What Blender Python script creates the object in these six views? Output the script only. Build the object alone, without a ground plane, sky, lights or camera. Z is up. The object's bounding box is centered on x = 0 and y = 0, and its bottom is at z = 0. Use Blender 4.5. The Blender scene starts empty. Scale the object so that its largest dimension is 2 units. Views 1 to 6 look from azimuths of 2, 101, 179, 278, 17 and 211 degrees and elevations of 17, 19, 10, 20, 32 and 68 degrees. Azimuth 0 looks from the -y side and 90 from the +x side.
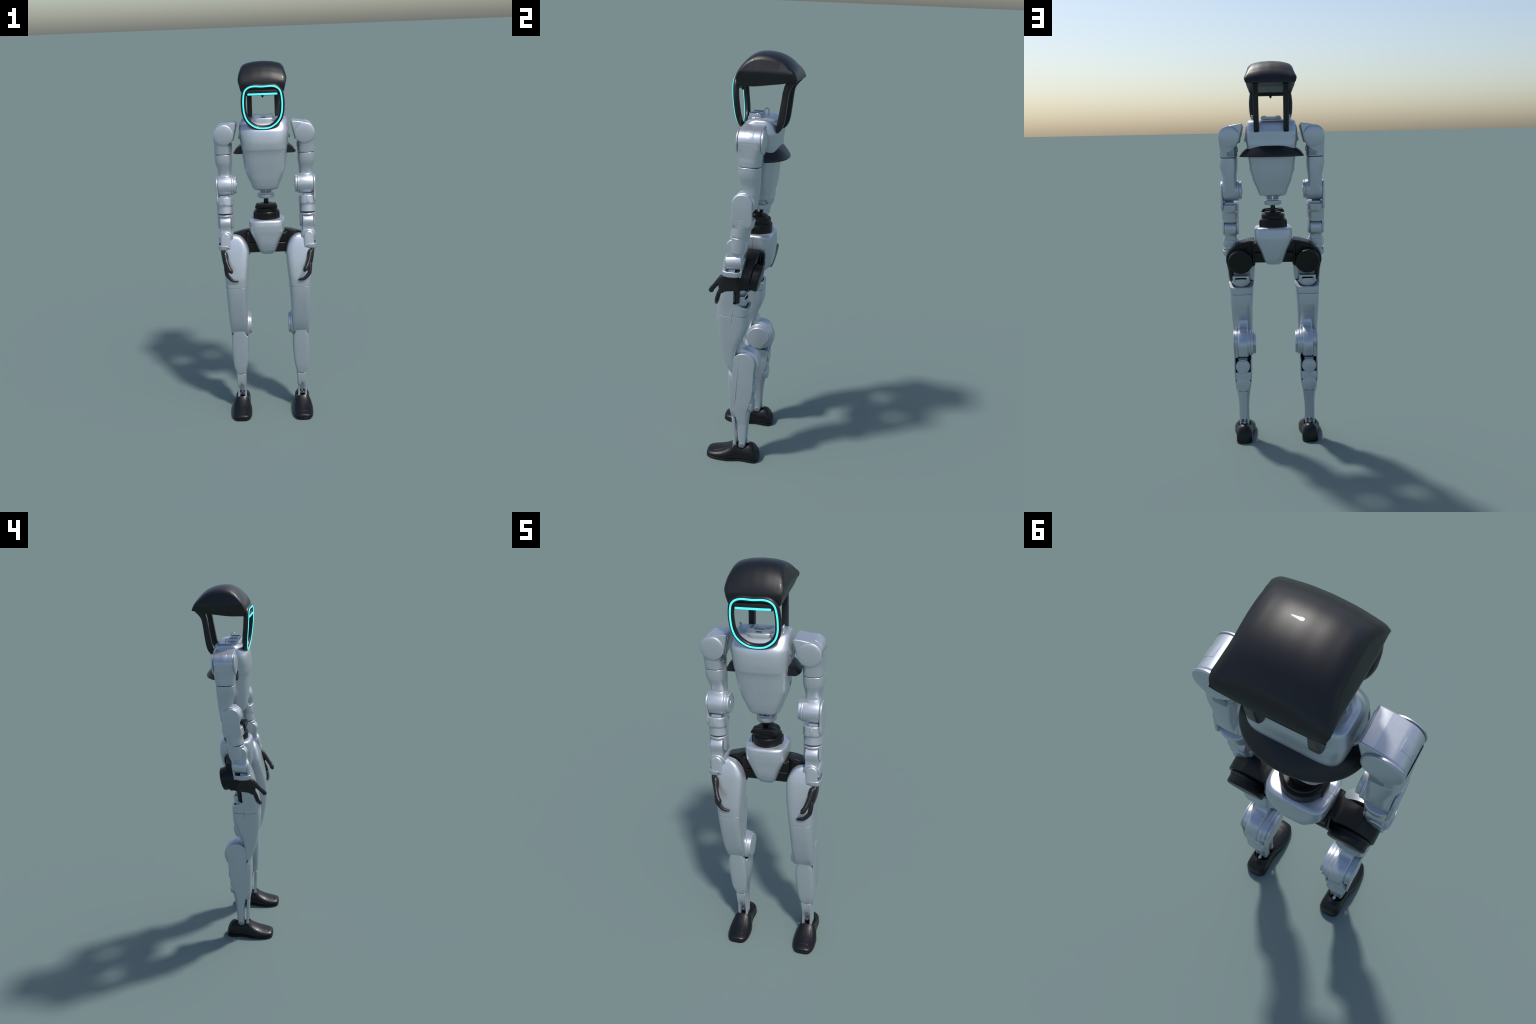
"""Standing humanoid robot: silver limb shells, black hood with light-ring visor, black hips, hands and shoes."""
import bpy, bmesh, math
import numpy as np
from mathutils import Vector, Matrix

PI = math.pi

# ------------------------------------------------------------------ materials
def material(name, base, rough, metallic=0.0, coat=0.0, coat_rough=0.03, spec=0.5, grain=0.02, emit=None):
    m = bpy.data.materials.new(name)
    m.use_nodes = True
    nt = m.node_tree
    b = nt.nodes["Principled BSDF"]
    b.inputs["Metallic"].default_value = metallic
    b.inputs["Coat Weight"].default_value = coat
    b.inputs["Coat Roughness"].default_value = coat_rough
    b.inputs["Specular IOR Level"].default_value = spec
    tc = nt.nodes.new("ShaderNodeTexCoord")
    ns = nt.nodes.new("ShaderNodeTexNoise")
    ns.inputs["Scale"].default_value = 90.0
    ns.inputs["Detail"].default_value = 3.0
    nt.links.new(tc.outputs["Object"], ns.inputs["Vector"])
    ramp = nt.nodes.new("ShaderNodeValToRGB")
    ramp.color_ramp.elements[0].position = 0.3
    ramp.color_ramp.elements[1].position = 0.7
    ramp.color_ramp.elements[0].color = [c * (1 - grain) for c in base] + [1]
    ramp.color_ramp.elements[1].color = [min(1, c * (1 + grain)) for c in base] + [1]
    nt.links.new(ns.outputs["Fac"], ramp.inputs["Fac"])
    nt.links.new(ramp.outputs["Color"], b.inputs["Base Color"])
    mr = nt.nodes.new("ShaderNodeMapRange")
    mr.inputs["To Min"].default_value = rough * 0.97
    mr.inputs["To Max"].default_value = rough * 1.03
    nt.links.new(ns.outputs["Fac"], mr.inputs["Value"])
    nt.links.new(mr.outputs["Result"], b.inputs["Roughness"])
    if emit:
        b.inputs["Emission Color"].default_value = list(emit) + [1]
        b.inputs["Emission Strength"].default_value = 1.0
    return m

SILVER = material("silver_shell", (0.54, 0.58, 0.63), 0.355, metallic=0.7)
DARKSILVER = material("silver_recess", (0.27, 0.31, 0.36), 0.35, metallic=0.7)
BLACK = material("black_plastic", (0.0048, 0.0053, 0.0072), 0.44, coat=0.10, coat_rough=0.04, spec=0.45)
JOINT = material("black_joint", (0.0035, 0.0037, 0.0042), 0.36, spec=0.35)
SHOE = material("black_rubber", (0.0034, 0.0038, 0.0052), 0.38, spec=0.36, coat=0.04, coat_rough=0.06)
GAP = material("gap_black", (0.004, 0.004, 0.005), 0.7, spec=0.2)
CYAN = material("cyan_light", (0.02, 0.3, 0.3), 0.4, emit=(0.10, 1.15, 1.2))

# ------------------------------------------------------------------ objects
ROBOT = bpy.data.objects.new("humanoid_robot", None)
bpy.context.collection.objects.link(ROBOT)
ROBOT["label"] = "standing silver humanoid robot with black hood and cyan visor ring"
ROBOT["category"] = "robot"

def make(name, verts, faces, mat, parent=None, angle=35, bevel=0.0, segs=2, sub=0):
    me = bpy.data.meshes.new(name)
    me.from_pydata([tuple(map(float, v)) for v in verts], [], faces)
    me.update()
    bm = bmesh.new(); bm.from_mesh(me)
    bmesh.ops.remove_doubles(bm, verts=bm.verts, dist=1e-6)
    bmesh.ops.recalc_face_normals(bm, faces=bm.faces)
    if bevel > 0:
        ed = [e for e in bm.edges if len(e.link_faces) == 2 and e.calc_face_angle(0) > math.radians(40)]
        bmesh.ops.bevel(bm, geom=ed, offset=bevel, segments=segs, profile=0.5, affect='EDGES', clamp_overlap=True)
    bm.to_mesh(me); bm.free()
    for p in me.polygons:
        p.use_smooth = True
    me.set_sharp_from_angle(angle=math.radians(angle))
    me.materials.append(mat)
    ob = bpy.data.objects.new(name, me)
    bpy.context.collection.objects.link(ob)
    ob.parent = parent or ROBOT
    return ob

def cut(ob, *cutters, angle=35):
    """Boolean-subtract helper objects and delete them."""
    for c in cutters:
        md = ob.modifiers.new("cut", 'BOOLEAN')
        md.operation = 'DIFFERENCE'; md.solver = 'EXACT'; md.object = c
    bpy.context.view_layer.update()
    dg = bpy.context.evaluated_depsgraph_get()
    me = bpy.data.meshes.new_from_object(ob.evaluated_get(dg))
    ob.modifiers.clear()
    mat = ob.data.materials[0]
    ob.data = me
    me.materials.clear(); me.materials.append(mat)
    for p in me.polygons:
        p.use_smooth = True; p.material_index = 0
    me.set_sharp_from_angle(angle=math.radians(angle))
    for c in cutters:
        bpy.data.objects.remove(c, do_unlink=True)
    return ob

MIRROR = {}
def mirror(ob, parent=None):
    me = ob.data.copy()
    me.transform(Matrix.Diagonal((-1, 1, 1, 1)))
    me.flip_normals()
    me.set_sharp_from_angle(angle=math.radians(35))
    o = bpy.data.objects.new(ob.name, me)
    bpy.context.collection.objects.link(o)
    o.parent = parent or MIRROR.get(ob.parent, ob.parent)
    MIRROR[ob] = o
    return o

# ------------------------------------------------------------------ shape rules
def pchip(x, y, q):
    """monotone cubic through control values"""
    x = np.asarray(x, float); y = np.asarray(y, float); q = np.asarray(q, float)
    h = np.diff(x); d = np.diff(y) / h
    m = np.zeros_like(y)
    if len(x) == 2:
        m[:] = d[0]
    else:
        for i in range(1, len(x) - 1):
            if d[i - 1] * d[i] > 0:
                w1 = 2 * h[i] + h[i - 1]; w2 = h[i] + 2 * h[i - 1]
                m[i] = (w1 + w2) / (w1 / d[i - 1] + w2 / d[i])
        m[0] = d[0]; m[-1] = d[-1]
    k = np.clip(np.searchsorted(x, q) - 1, 0, len(x) - 2)
    t = (q - x[k]) / h[k]
    return ((2 * t**3 - 3 * t**2 + 1) * y[k] + (t**3 - 2 * t**2 + t) * h[k] * m[k]
            + (-2 * t**3 + 3 * t**2) * y[k + 1] + (t**3 - t**2) * h[k] * m[k + 1])

def skin(loops, closed=False, caps=True):
    """faces joining equal-length closed loops"""
    n = len(loops[0]); v = np.concatenate(loops); f = []
    m = len(loops)
    for i in range(m if closed else m - 1):
        a = i * n; b = ((i + 1) % m) * n
        for j in range(n):
            k = (j + 1) % n
            f.append((a + j, a + k, b + k, b + j))
    if caps and not closed:
        f.append(tuple(range(n - 1, -1, -1)))
        f.append(tuple(range((m - 1) * n, m * n)))
    return v, f

def superloop(u0, u1, v0, v1, e, n, fe=None):
    t = np.linspace(0, 2 * PI, n, endpoint=False) + PI / n
    c, s = np.cos(t), np.sin(t)
    if fe: e = np.where(s < 0, fe, e)      # rounder front than back
    u = (u0 + u1) / 2 + (u1 - u0) / 2 * np.sign(c) * np.abs(c) ** (2 / e)
    v = (v0 + v1) / 2 + (v1 - v0) / 2 * np.sign(s) * np.abs(s) ** (2 / e)
    return u, v

def body(name, rows, mat, parent=None, axis='z', r0=0.004, r1=0.004, n=72, steps=40, angle=35, warp=None, fe=None):
    """Loft of superellipse sections. rows: (t, u0, u1, v0, v1, exponent); ends filleted with r0 / r1."""
    R = np.array(sorted(rows), float)
    t0, t1 = R[0, 0], R[-1, 0]
    ts = list(np.linspace(t0, t1, steps))
    for k in range(7):
        a = k / 6 * PI / 2
        ts += [t0 + r0 * (1 - math.cos(a)), t1 - r1 * (1 - math.cos(a))]
    ts = np.unique(np.round(ts, 6))
    loops = []
    for t in ts:
        u0, u1, v0, v1, e = [float(pchip(R[:, 0], R[:, i], t)) for i in range(1, 6)]
        ins = 0.0
        for d, r in ((t - t0, r0), (t1 - t, r1)):
            if r > 0 and d < r:
                ins = max(ins, r - math.sqrt(max(0, r * r - (r - d) ** 2)))
        iu = min(ins, (u1 - u0) / 2 - 1e-4); iv = min(ins, (v1 - v0) / 2 - 1e-4)
        u, v = superloop(u0 + iu, u1 - iu, v0 + iv, v1 - iv, e, n, fe)
        w = np.full_like(u, t)
        P = {'z': (u, v, w), 'y': (u, w, v), 'x': (w, u, v)}[axis]
        P = np.stack(P, 1)
        if warp: P = warp(P)
        loops.append(P)
    v, f = skin(loops)
    return make(name, v, f, mat, parent, angle)

def fillet(pts, r, seg=7):
    """round the corners of a closed polygon; r a number or a list"""
    pts = [np.array(p, float) for p in pts]; n = len(pts); out = []
    for i, p in enumerate(pts):
        ri = r[i] if isinstance(r, (list, tuple)) else r
        a = pts[i - 1] - p; b = pts[(i + 1) % n] - p
        la, lb = np.linalg.norm(a), np.linalg.norm(b); a /= la; b /= lb
        ang = math.acos(np.clip(a @ b, -1, 1))
        if ri <= 0 or ang > PI - 0.05:
            out.append(p); continue
        d = min(ri / math.tan(ang / 2), la * 0.49, lb * 0.49); rr = d * math.tan(ang / 2)
        c = p + (a + b) / np.linalg.norm(a + b) * rr / math.sin(ang / 2)
        s = p + a * d - c; e = p + b * d - c
        th = math.atan2(s[0] * e[1] - s[1] * e[0], s @ e)
        for k in range(seg + 1):
            q = th * k / seg; co, si = math.cos(q), math.sin(q)
            out.append(c + np.array([s[0] * co - s[1] * si, s[0] * si + s[1] * co]))
    return np.array(out)

def spline(pts, per=8, closed=True):
    P = np.array(pts, float); n = len(P); out = []
    m = n if closed else n - 1
    for i in range(m):
        if closed:
            a, b, c, d = P[i - 1], P[i], P[(i + 1) % n], P[(i + 2) % n]
        else:
            b, c = P[i], P[i + 1]
            a = P[i - 1] if i else 2 * b - c
            d = P[i + 2] if i + 2 < n else 2 * c - b
        for k in range(per):
            t = k / per
            out.append(0.5 * (2 * b + (c - a) * t + (2 * a - 5 * b + 4 * c - d) * t * t + (3 * b - a - 3 * c + d) * t ** 3))
    if not closed: out.append(P[-1])
    return np.array(out)

def arc(cx, cy, r, a0, a1, n=16):
    t = np.radians(np.linspace(a0, a1, n))
    return [(cx + r * math.cos(q), cy + r * math.sin(q)) for q in t]

def slab(name, prof, axis, a, b, mat, parent=None, bevel=0.003, segs=3, tilt=0, pivot=None, angle=35):
    """2D outline swept between a and b along an axis. outline is (y,z) for x, (x,z) for y, (x,y) for z.
    tilt: degrees about the x axis through pivot (y,z)."""
    prof = np.array(prof, float); n = len(prof)
    def loop(t, q):
        w = np.full(n, t)
        return np.stack({'x': (w, q[:, 0], q[:, 1]), 'y': (q[:, 0], w, q[:, 1]), 'z': (q[:, 0], q[:, 1], w)}[axis], 1)
    # inset ring normals for a rounded rim
    nx = np.roll(prof, -1, 0) - np.roll(prof, 1, 0)
    nx = np.stack([nx[:, 1], -nx[:, 0]], 1); nx /= (np.linalg.norm(nx, axis=1)[:, None] + 1e-12)
    area = 0.5 * np.sum(prof[:, 0] * np.roll(prof[:, 1], -1) - np.roll(prof[:, 0], -1) * prof[:, 1])
    if area < 0: nx = -nx
    loops = []
    s = 1 if b > a else -1
    bv = min(bevel, abs(b - a) * 0.49)
    if bv > 0:
        for k in range(segs + 1):
            q = k / segs * PI / 2
            loops.append(loop(a + s * bv * (1 - math.cos(q)), prof - nx * bv * (1 - math.sin(q))))
        for k in range(segs, -1, -1):
            q = k / segs * PI / 2
            loops.append(loop(b - s * bv * (1 - math.cos(q)), prof - nx * bv * (1 - math.sin(q))))
    else:
        loops = [loop(a, prof), loop(b, prof)]
    v, f = skin(loops)
    if tilt: v = rotx(v, tilt, pivot)
    return make(name, v, f, mat, parent, angle)

def rotx(v, deg, pivot):
    v = np.array(v, float); c, s = math.cos(math.radians(deg)), math.sin(math.radians(deg))
    y = v[:, 1] - pivot[0]; z = v[:, 2] - pivot[1]
    v[:, 1] = pivot[0] + c * y - s * z; v[:, 2] = pivot[1] + s * y + c * z
    return v

def lathe(name, prof, centre, axis, mat, parent=None, n=64, angle=35, scale=(1, 1)):
    """prof: (radius, distance along axis) list; revolved round the axis through centre."""
    ax = Vector(axis).normalized()
    up = Vector((0, 0, 1)) if abs(ax.z) < 0.9 else Vector((1, 0, 0))
    e1 = ax.cross(up).normalized(); e2 = ax.cross(e1)
    e1, e2, ax, c = map(np.array, (e1, e2, ax, centre))
    t = np.linspace(0, 2 * PI, n, endpoint=False)
    loops = [c + ax * d + np.outer(np.cos(t) * max(r, 1e-4) * scale[0], e1) + np.outer(np.sin(t) * max(r, 1e-4) * scale[1], e2) for r, d in prof]
    v, f = skin(loops)
    return make(name, v, f, mat, parent, angle)

def disc(name, centre, axis, r, t0, t1, mat, parent=None, bevel=0.003, n=64):
    """round-edged solid cylinder from t0 to t1 along axis"""
    p = []
    for k in range(5):
        a = k / 4 * PI / 2
        p.append((r - bevel * (1 - math.sin(a)), t0 + bevel * (1 - math.cos(a))))
    for k in range(4, -1, -1):
        a = k / 4 * PI / 2
        p.append((r - bevel * (1 - math.sin(a)), t1 - bevel * (1 - math.cos(a))))
    return lathe(name, p, centre, axis, mat, parent, n)

def tube(name, path, radii, mat, parent=None, n=20, closed=False, squash=(1, 1), up=(0, 1, 0), ends=True):
    """round bar along a path, radius per point, domed ends"""
    P = np.array(path, float); m = len(P)
    R = np.full(m, radii) if np.isscalar(radii) else np.array(radii, float)
    up = np.array(up, float); th = np.linspace(0, 2 * PI, n, endpoint=False); loops = []
    for i in range(m):
        t = (P[(i + 1) % m] - P[i - 1]) if closed else P[min(i + 1, m - 1)] - P[max(i - 1, 0)]
        t /= np.linalg.norm(t)
        e1 = up - t * (up @ t); e1 /= np.linalg.norm(e1); e2 = np.cross(t, e1)
        mk = lambda c, r: c + np.outer(np.cos(th), e1) * r * squash[0] + np.outer(np.sin(th), e2) * r * squash[1]
        if ends and not closed and i == 0:
            for k in range(4): a = k / 4 * PI / 2; loops.append(mk(P[0] - t * R[0] * math.cos(a), max(1e-4, R[0] * math.sin(a))))
        loops.append(mk(P[i], R[i]))
        if ends and not closed and i == m - 1:
            for k in range(3, -1, -1): a = k / 4 * PI / 2; loops.append(mk(P[i] + t * R[i] * math.cos(a), max(1e-4, R[i] * math.sin(a))))
    v, f = skin(loops, closed)
    return make(name, v, f, mat, parent)

def box(name, x, y, z, mat, parent=None, bevel=0.003, rad=0.004, axis='z', **k):
    d = {'x': x, 'y': y, 'z': z}
    a, b = [q for q in 'xyz' if q != axis]
    p = fillet([(d[a][0], d[b][0]), (d[a][1], d[b][0]), (d[a][1], d[b][1]), (d[a][0], d[b][1])], rad, 5)
    return slab(name, p, axis, d[axis][0], d[axis][1], mat, parent, bevel, **k)

# ================================================================== HEAD
# hood: x-z sections swept front to back, bowed in plan, then smoothed
HY = [-0.1015, -0.1010, -0.0985, -0.090, -0.074, -0.046, -0.016, 0.014, 0.051, 0.088, 0.118, 0.146, 0.167, 0.178, 0.1815]
HZ = [1.866, 1.890, 1.908, 1.930, 1.953, 1.980, 1.995, 2.000, 1.998, 1.990, 1.977, 1.956, 1.931, 1.906, 1.890]
def hood_section(y):
    w = min(0.028, max(0.0, (y + 0.1015) * 0.8), max(0.0, (0.1815 - y) * 0.8))      # even out the crown line
    zt = float(np.mean([pchip(HY, HZ, min(max(y + d, -0.1015), 0.1815)) for d in np.linspace(-w, w, 13)])) + 0.0010 * min(1, w / 0.02)
    zb = float(pchip([-0.1015, -0.03, 0.06, 0.12, 0.155, 0.1815], [1.849, 1.850, 1.861, 1.870, 1.879, 1.8845], y))
    k = min(1.0, (zt - zb) / 0.08)
    zc = zt - 0.026 * k
    zw = max(zb + 0.008, min(1.914, zc - 0.006))
    xb = 0.110 + 0.008 * max(0, min(1, y / 0.15))
    xw = 0.1105 + 0.0183 * min(1, max(0, (zw - 1.850) / 0.055)) * min(1, max(0.70, 0.70 + 0.30 * (y + 0.105) / 0.085))
    xc = xw - (0.0165 - 0.0125 * min(1, max(0, (-0.01 - y) / 0.07))) * min(1, max(0, (zc - zw) / 0.045))
    half = [(0, zt), (0.050, zt - 0.003 * k), (0.085, zt - 0.0105 * k), (xc - 0.011, zt - 0.0175 * k), (xc, zc - 0.004 * k), (xw, zw), (xb, zb + 0.001), (xb - 0.014, zb), (0.0, zb)]
    full = half + [(-x, z) for x, z in half[-2:0:-1]]
    rr = [0.2, 0.2, 0.10, 0.03, 0.014, 0.030, 0.004, 0.0, 0.0]
    p = fillet(full, rr + rr[-2:0:-1], 5)
    seg = np.linalg.norm(np.diff(np.vstack([p, p[:1]]), axis=0), axis=1); s = np.concatenate([[0], np.cumsum(seg)])
    q = np.linspace(0, s[-1], 201)[:-1]
    pc = np.vstack([p, p[:1]])
    return np.stack([np.interp(q, s, pc[:, 0]), np.interp(q, s, pc[:, 1])], 1)
loops = []
for y in np.concatenate([np.linspace(-0.1015, -0.098, 9), np.linspace(-0.096, -0.07, 10), np.linspace(-0.066, 0.15, 36), np.linspace(0.153, 0.1815, 14)]):
    q = hood_section(y)
    bow = np.interp(y, [-0.1015, -0.03, 0.1, 0.1815], [0.013, 0.006, 0.0, -0.005])
    yy = y + bow * (np.abs(q[:, 0]) / 0.115) ** 2.2 * np.clip(1 - (q[:, 1] - 1.855) / 0.05, 0.05, 1)
    loops.append(np.stack([q[:, 0], yy, q[:, 1]], 1))
v, f = skin(loops)
head = make("head_hood", v, f, BLACK, None, 50)
# visor ring: closed path in front of the hood, leaning back towards the chin
def ring_y(z): return float(pchip([1.655, 1.70, 1.75, 1.80, 1.84, 1.885], [-0.086, -0.093, -0.100, -0.106, -0.109, -0.111], z))
half = [(0, 1.8785), (0.042, 1.8805), (0.067, 1.876), (0.085, 1.864), (0.0945, 1.845), (0.0995, 1.808), (0.0995, 1.774), (0.0965, 1.744), (0.087, 1.714), (0.072, 1.693), (0.052, 1.677), (0.030, 1.667), (0, 1.664)]
path2 = spline(half + [(-x, z) for x, z in half[-2:0:-1]], 8)
ring_path = [(x, ring_y(z) + 0.0125, z) for x, z in path2]
ring = tube("visor_ring", ring_path, 0.0137, BLACK, head, 20, True, up=(0, 1, 0), squash=(1.0, 1.0))
tube("light_strip", [(x * 1.004, ring_y(z) + 0.0006, z) for x, z in path2], 0.0041, CYAN, ring, 12, True, squash=(1.0, 1.0))
bar = box("visor_bar", (-0.083, 0.083), (-0.108, -0.087), (1.8335, 1.861), BLACK, head, 0.003, 0.004, 'x')
tube("light_strip", [(-0.0722, -0.1095, 1.8408), (-0.03, -0.1105, 1.8408), (0.03, -0.1105, 1.8408), (0.0722, -0.1095, 1.8408)], 0.0045, CYAN, bar, 12, up=(0, 1, 0), squash=(0.7, 1))
tube("camera_lens", [(0, -0.090, 1.836), (0, -0.089, 1.8285), (0, -0.089, 1.8265)], [0.0075, 0.006, 0.005], JOINT, bar, 16)
# rear support straps
sp = spline([(0.126, 1.872), (0.113, 1.836), (0.108, 1.80), (0.101, 1.752), (0.095, 1.712), (0.088, 1.675), (0.086, 1.656), (0.092, 1.649), (0.104, 1.655), (0.116, 1.672), (0.1245, 1.70), (0.1305, 1.747), (0.1355, 1.80), (0.142, 1.838), (0.158, 1.862), (0.172, 1.877), (0.160, 1.886)], 6)
st = slab("support_strap", sp, 'x', 0.0612, 0.0878, BLACK, head, 0.0045, 4)
mirror(st)

# ================================================================== TORSO
chest = body("torso_shell", [
    (1.3260, -0.0660, 0.0660, -0.0475, 0.0660, 4.6000), (1.3360, -0.0720, 0.0720, -0.0585, 0.0720, 4.6000), (1.3620, -0.0805, 0.0805, -0.0680, 0.0770, 4.6000), (1.3940, -0.0945, 0.0945, -0.0740, 0.0835, 4.6000),
    (1.4280, -0.1060, 0.1060, -0.0780, 0.0870, 4.6000), (1.4500, -0.1115, 0.1115, -0.0810, 0.0885, 4.6000), (1.4800, -0.1155, 0.1155, -0.0845, 0.0895, 4.6000), (1.5210, -0.1205, 0.1205, -0.0885, 0.0900, 5.4000), (1.5380, -0.1222, 0.1222, -0.0917, 0.0905, 5.4000), (1.5450, -0.1232, 0.1232, -0.0937, 0.0910, 5.4000), (1.5510, -0.1240, 0.1240, -0.0959, 0.0915, 5.4000),
    (1.5830, -0.1275, 0.1275, -0.0975, 0.0985, 5.4000), (1.6100, -0.1310, 0.1310, -0.0955, 0.0965, 5.4000), (1.6450, -0.1325, 0.1325, -0.0895, 0.0955, 5.4000), (1.6680, -0.1305, 0.1305, -0.0760, 0.0900, 5.4000),
    (1.6880, -0.1255, 0.1255, -0.0590, 0.0840, 5.4000), (1.7020, -0.1215, 0.1215, -0.0390, 0.0740, 5.4000), (1.7100, -0.1160, 0.1160, -0.0190, 0.0580, 5.4000)], SILVER, r0=0.006, r1=0.009, steps=90, fe=3.3)
belly = chest
# shoulder sockets on the flanks, leaning like the shoulder plates
SA = (0.972, 0.0, 0.235)
sock = lathe("shoulder_socket", [(0.047, -0.02), (0.047, 0.0035), (0.046, 0.0055), (0.0425, 0.0060), (0.041, 0.0035), (0.039, 0.0015), (0.0375, 0.0025), (0.0365, 0.005), (0.030, 0.0062), (0.001, 0.0065)], (0.1240, 0.002, 1.646), SA, SILVER, chest, 64, 30)
mirror(sock)
# neck mount: low dish, horned bracket, cable slot
neck = body("neck_mount", [(1.690, -0.066, 0.066, -0.056, 0.030, 3.2), (1.7105, -0.063, 0.063, -0.052, 0.026, 3.2), (1.7155, -0.056, 0.056, -0.043, 0.020, 3.0)], SILVER, chest, r0=0.002, r1=0.004, steps=14)
horn = slab("neck_bracket", fillet([(-0.056, 1.708), (0.056, 1.708), (0.050, 1.727), (0.044, 1.7310), (0.026, 1.7310), (0.023, 1.7265), (-0.023, 1.7265), (-0.026, 1.7310), (-0.044, 1.7310), (-0.050, 1.727)], 0.003), 'y', -0.044, 0.006, SILVER, chest, 0.0025)
box("cable_slot", (-0.0125, 0.0125), (-0.0450, -0.038), (1.7155, 1.7190), GAP, chest, 0.0005, 0.001, 'y')
eye = tube("lifting_eye", [(0.096, -0.0045, 1.702)] + [(0.096, 0.0065 + 0.011 * math.cos(a), 1.7215 + 0.0115 * math.sin(a)) for a in np.radians(np.linspace(180, 0, 13))] + [(0.096, 0.0175, 1.702)], 0.0027, SILVER, chest, 12, up=(1, 0, 0))
mirror(eye)
# flank strips between the front and back shells of the abdomen
side = slab("flank_panel", fillet([(0.006, 1.36), (0.052, 1.36), (0.046, 1.43), (0.043, 1.515), (0.003, 1.515), (0.000, 1.43)], 0.004), 'x', 0.06, 0.1235, SILVER, belly, 0.003)
me = side.data
for vv in me.vertices:   # lean the strip with the flank
    z = vv.co.z
    lim = float(pchip([1.33, 1.362, 1.394, 1.432, 1.48, 1.521], [0.072, 0.0805, 0.0945, 0.1085, 0.1155, 0.1205], z)) - 0.0018
    vv.co.x = min(vv.co.x, lim)
mirror(side)
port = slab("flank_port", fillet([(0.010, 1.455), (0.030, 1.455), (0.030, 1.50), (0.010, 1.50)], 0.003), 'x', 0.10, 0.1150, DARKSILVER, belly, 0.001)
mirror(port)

# ------------------------------------------------------------------ back fin: brim wrapped round the back
loops = []
prof = [(0.0, 1.594), (0.16, 1.588), (0.42, 1.575), (0.70, 1.558), (0.90, 1.543), (0.975, 1.5365), (1.0, 1.5315), (0.994, 1.5275), (0.97, 1.5260), (0.70, 1.526), (0.35, 1.526), (0.0, 1.526)]
for th in np.radians(np.linspace(-24, 204, 90)):
    c, s = math.cos(th), math.sin(th)
    sg = lambda q, e: math.copysign(abs(q) ** e, q)
    row = []
    lift = max(0.0, min(1.0, (0.55 - s) / 0.55))      # the brim sharpens to a blade at its sides
    for k, z in prof:
        ox, oy = 0.1685 * sg(c, 0.92), (0.1430 if s > 0 else 0.105) * sg(s, 0.95)
        ix, iy = 0.114 * sg(c, 0.4), 0.080 * sg(s, 0.5) if s > 0 else 0.10 * sg(s, 0.9)
        zz = z - (0.018 * abs(c) ** 2 * (1 - k) if z > 1.531 else 0)
        zz = zz + (1.5265 - zz) * lift * max(0.0, (k - 0.75) / 0.25) * 0.8
        row.append((ix + (ox - ix) * k, iy + (oy - iy) * k, zz))
    loops.append(np.array(row))
v, f = skin(loops)
make("back_fin", v, f, BLACK, None, 50)

# ================================================================== WAIST
brk = slab("waist_bracket", fillet([(-0.048, 1.345), (0.048, 1.345), (0.048, 1.334), (0.032, 1.316), (0.031, 1.300), (-0.031, 1.300), (-0.032, 1.316), (-0.048, 1.334)], 0.002), 'y', -0.026, 0.040, SILVER, None, 0.002)
c1 = box("cut", (-0.026, 0.026), (-0.05, 0.06), (1.307, 1.328), SILVER, axis='y')
cut(brk, c1)
box("bracket_core", (-0.0265, -0.0045), (-0.020, 0.034), (1.300, 1.330), DARKSILVER, brk)
box("bracket_core", (0.0045, 0.0265), (-0.020, 0.034), (1.300, 1.330), DARKSILVER, brk)
lathe("waist_flange", [(0.02, 1.3005), (0.044, 1.3005), (0.0462, 1.2985), (0.0462, 1.281), (0.0445, 1.2785), (0.036, 1.2765), (0.001, 1.2765)], (0, 0.008, 0), (0, 0, 1), SILVER, brk)
waist = lathe("waist_motor", [(0.072, 1.150), (0.0725, 1.158), (0.0685, 1.160), (0.0685, 1.2005), (0.066, 1.2045), (0.0605, 1.206), (0.0605, 1.2255), (0.059, 1.2275), (0.046, 1.2275), (0.044, 1.236), (0.001, 1.237)], (0, 0.006, 0), (0, 0, 1), JOINT, None, 72, 25)
for a in (0, 180):
    q = math.radians(a)
    box("motor_lug", (0.058 * math.cos(q) - 0.014, 0.058 * math.cos(q) + 0.014), (-0.016, 0.028), (1.150, 1.196), JOINT, waist, 0.003, 0.004)
blk = slab("cross_block", fillet([(-0.060, 1.231), (0.060, 1.231), (0.0605, 1.240), (0.048, 1.254), (-0.048, 1.254), (-0.0605, 1.240)], 0.005), 'y', -0.060, -0.042, JOINT, waist, 0.004)
for x in (-0.035, 0.033):
    disc("bolt", (x, -0.0605, 1.242), (0, -1, 0), 0.0042, -0.003, 0.0008, GAP, waist, 0.0005, 20)
for s in (-1, 1):
    slab("cross_arm", fillet([(s * 0.012, 1.247), (s * 0.050, 1.2535), (s * 0.060, 1.240), (s * 0.052, 1.234), (s * 0.012, 1.236)], 0.003), 'y', -0.045, -0.018, JOINT, waist, 0.003)
lug = slab("universal_joint", fillet([(-0.022, 1.232), (0.022, 1.232), (0.0125, 1.249), (0.0125, 1.268), (0.008, 1.2765), (-0.008, 1.2765), (-0.0125, 1.268), (-0.0125, 1.249)], 0.004), 'y', -0.016, 0.026, JOINT, waist, 0.002)
cut(lug, disc("cut", (0, 0.006, 1.262), (1, 0, 0), 0.0075, -0.05, 0.05, JOINT))
for y in (-0.0165, 0.0265):
    disc("pivot_cap", (0, y, 1.260), (0, 1, 0), 0.006, -0.001, 0.001, BLACK, waist, 0.0005, 24)
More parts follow.
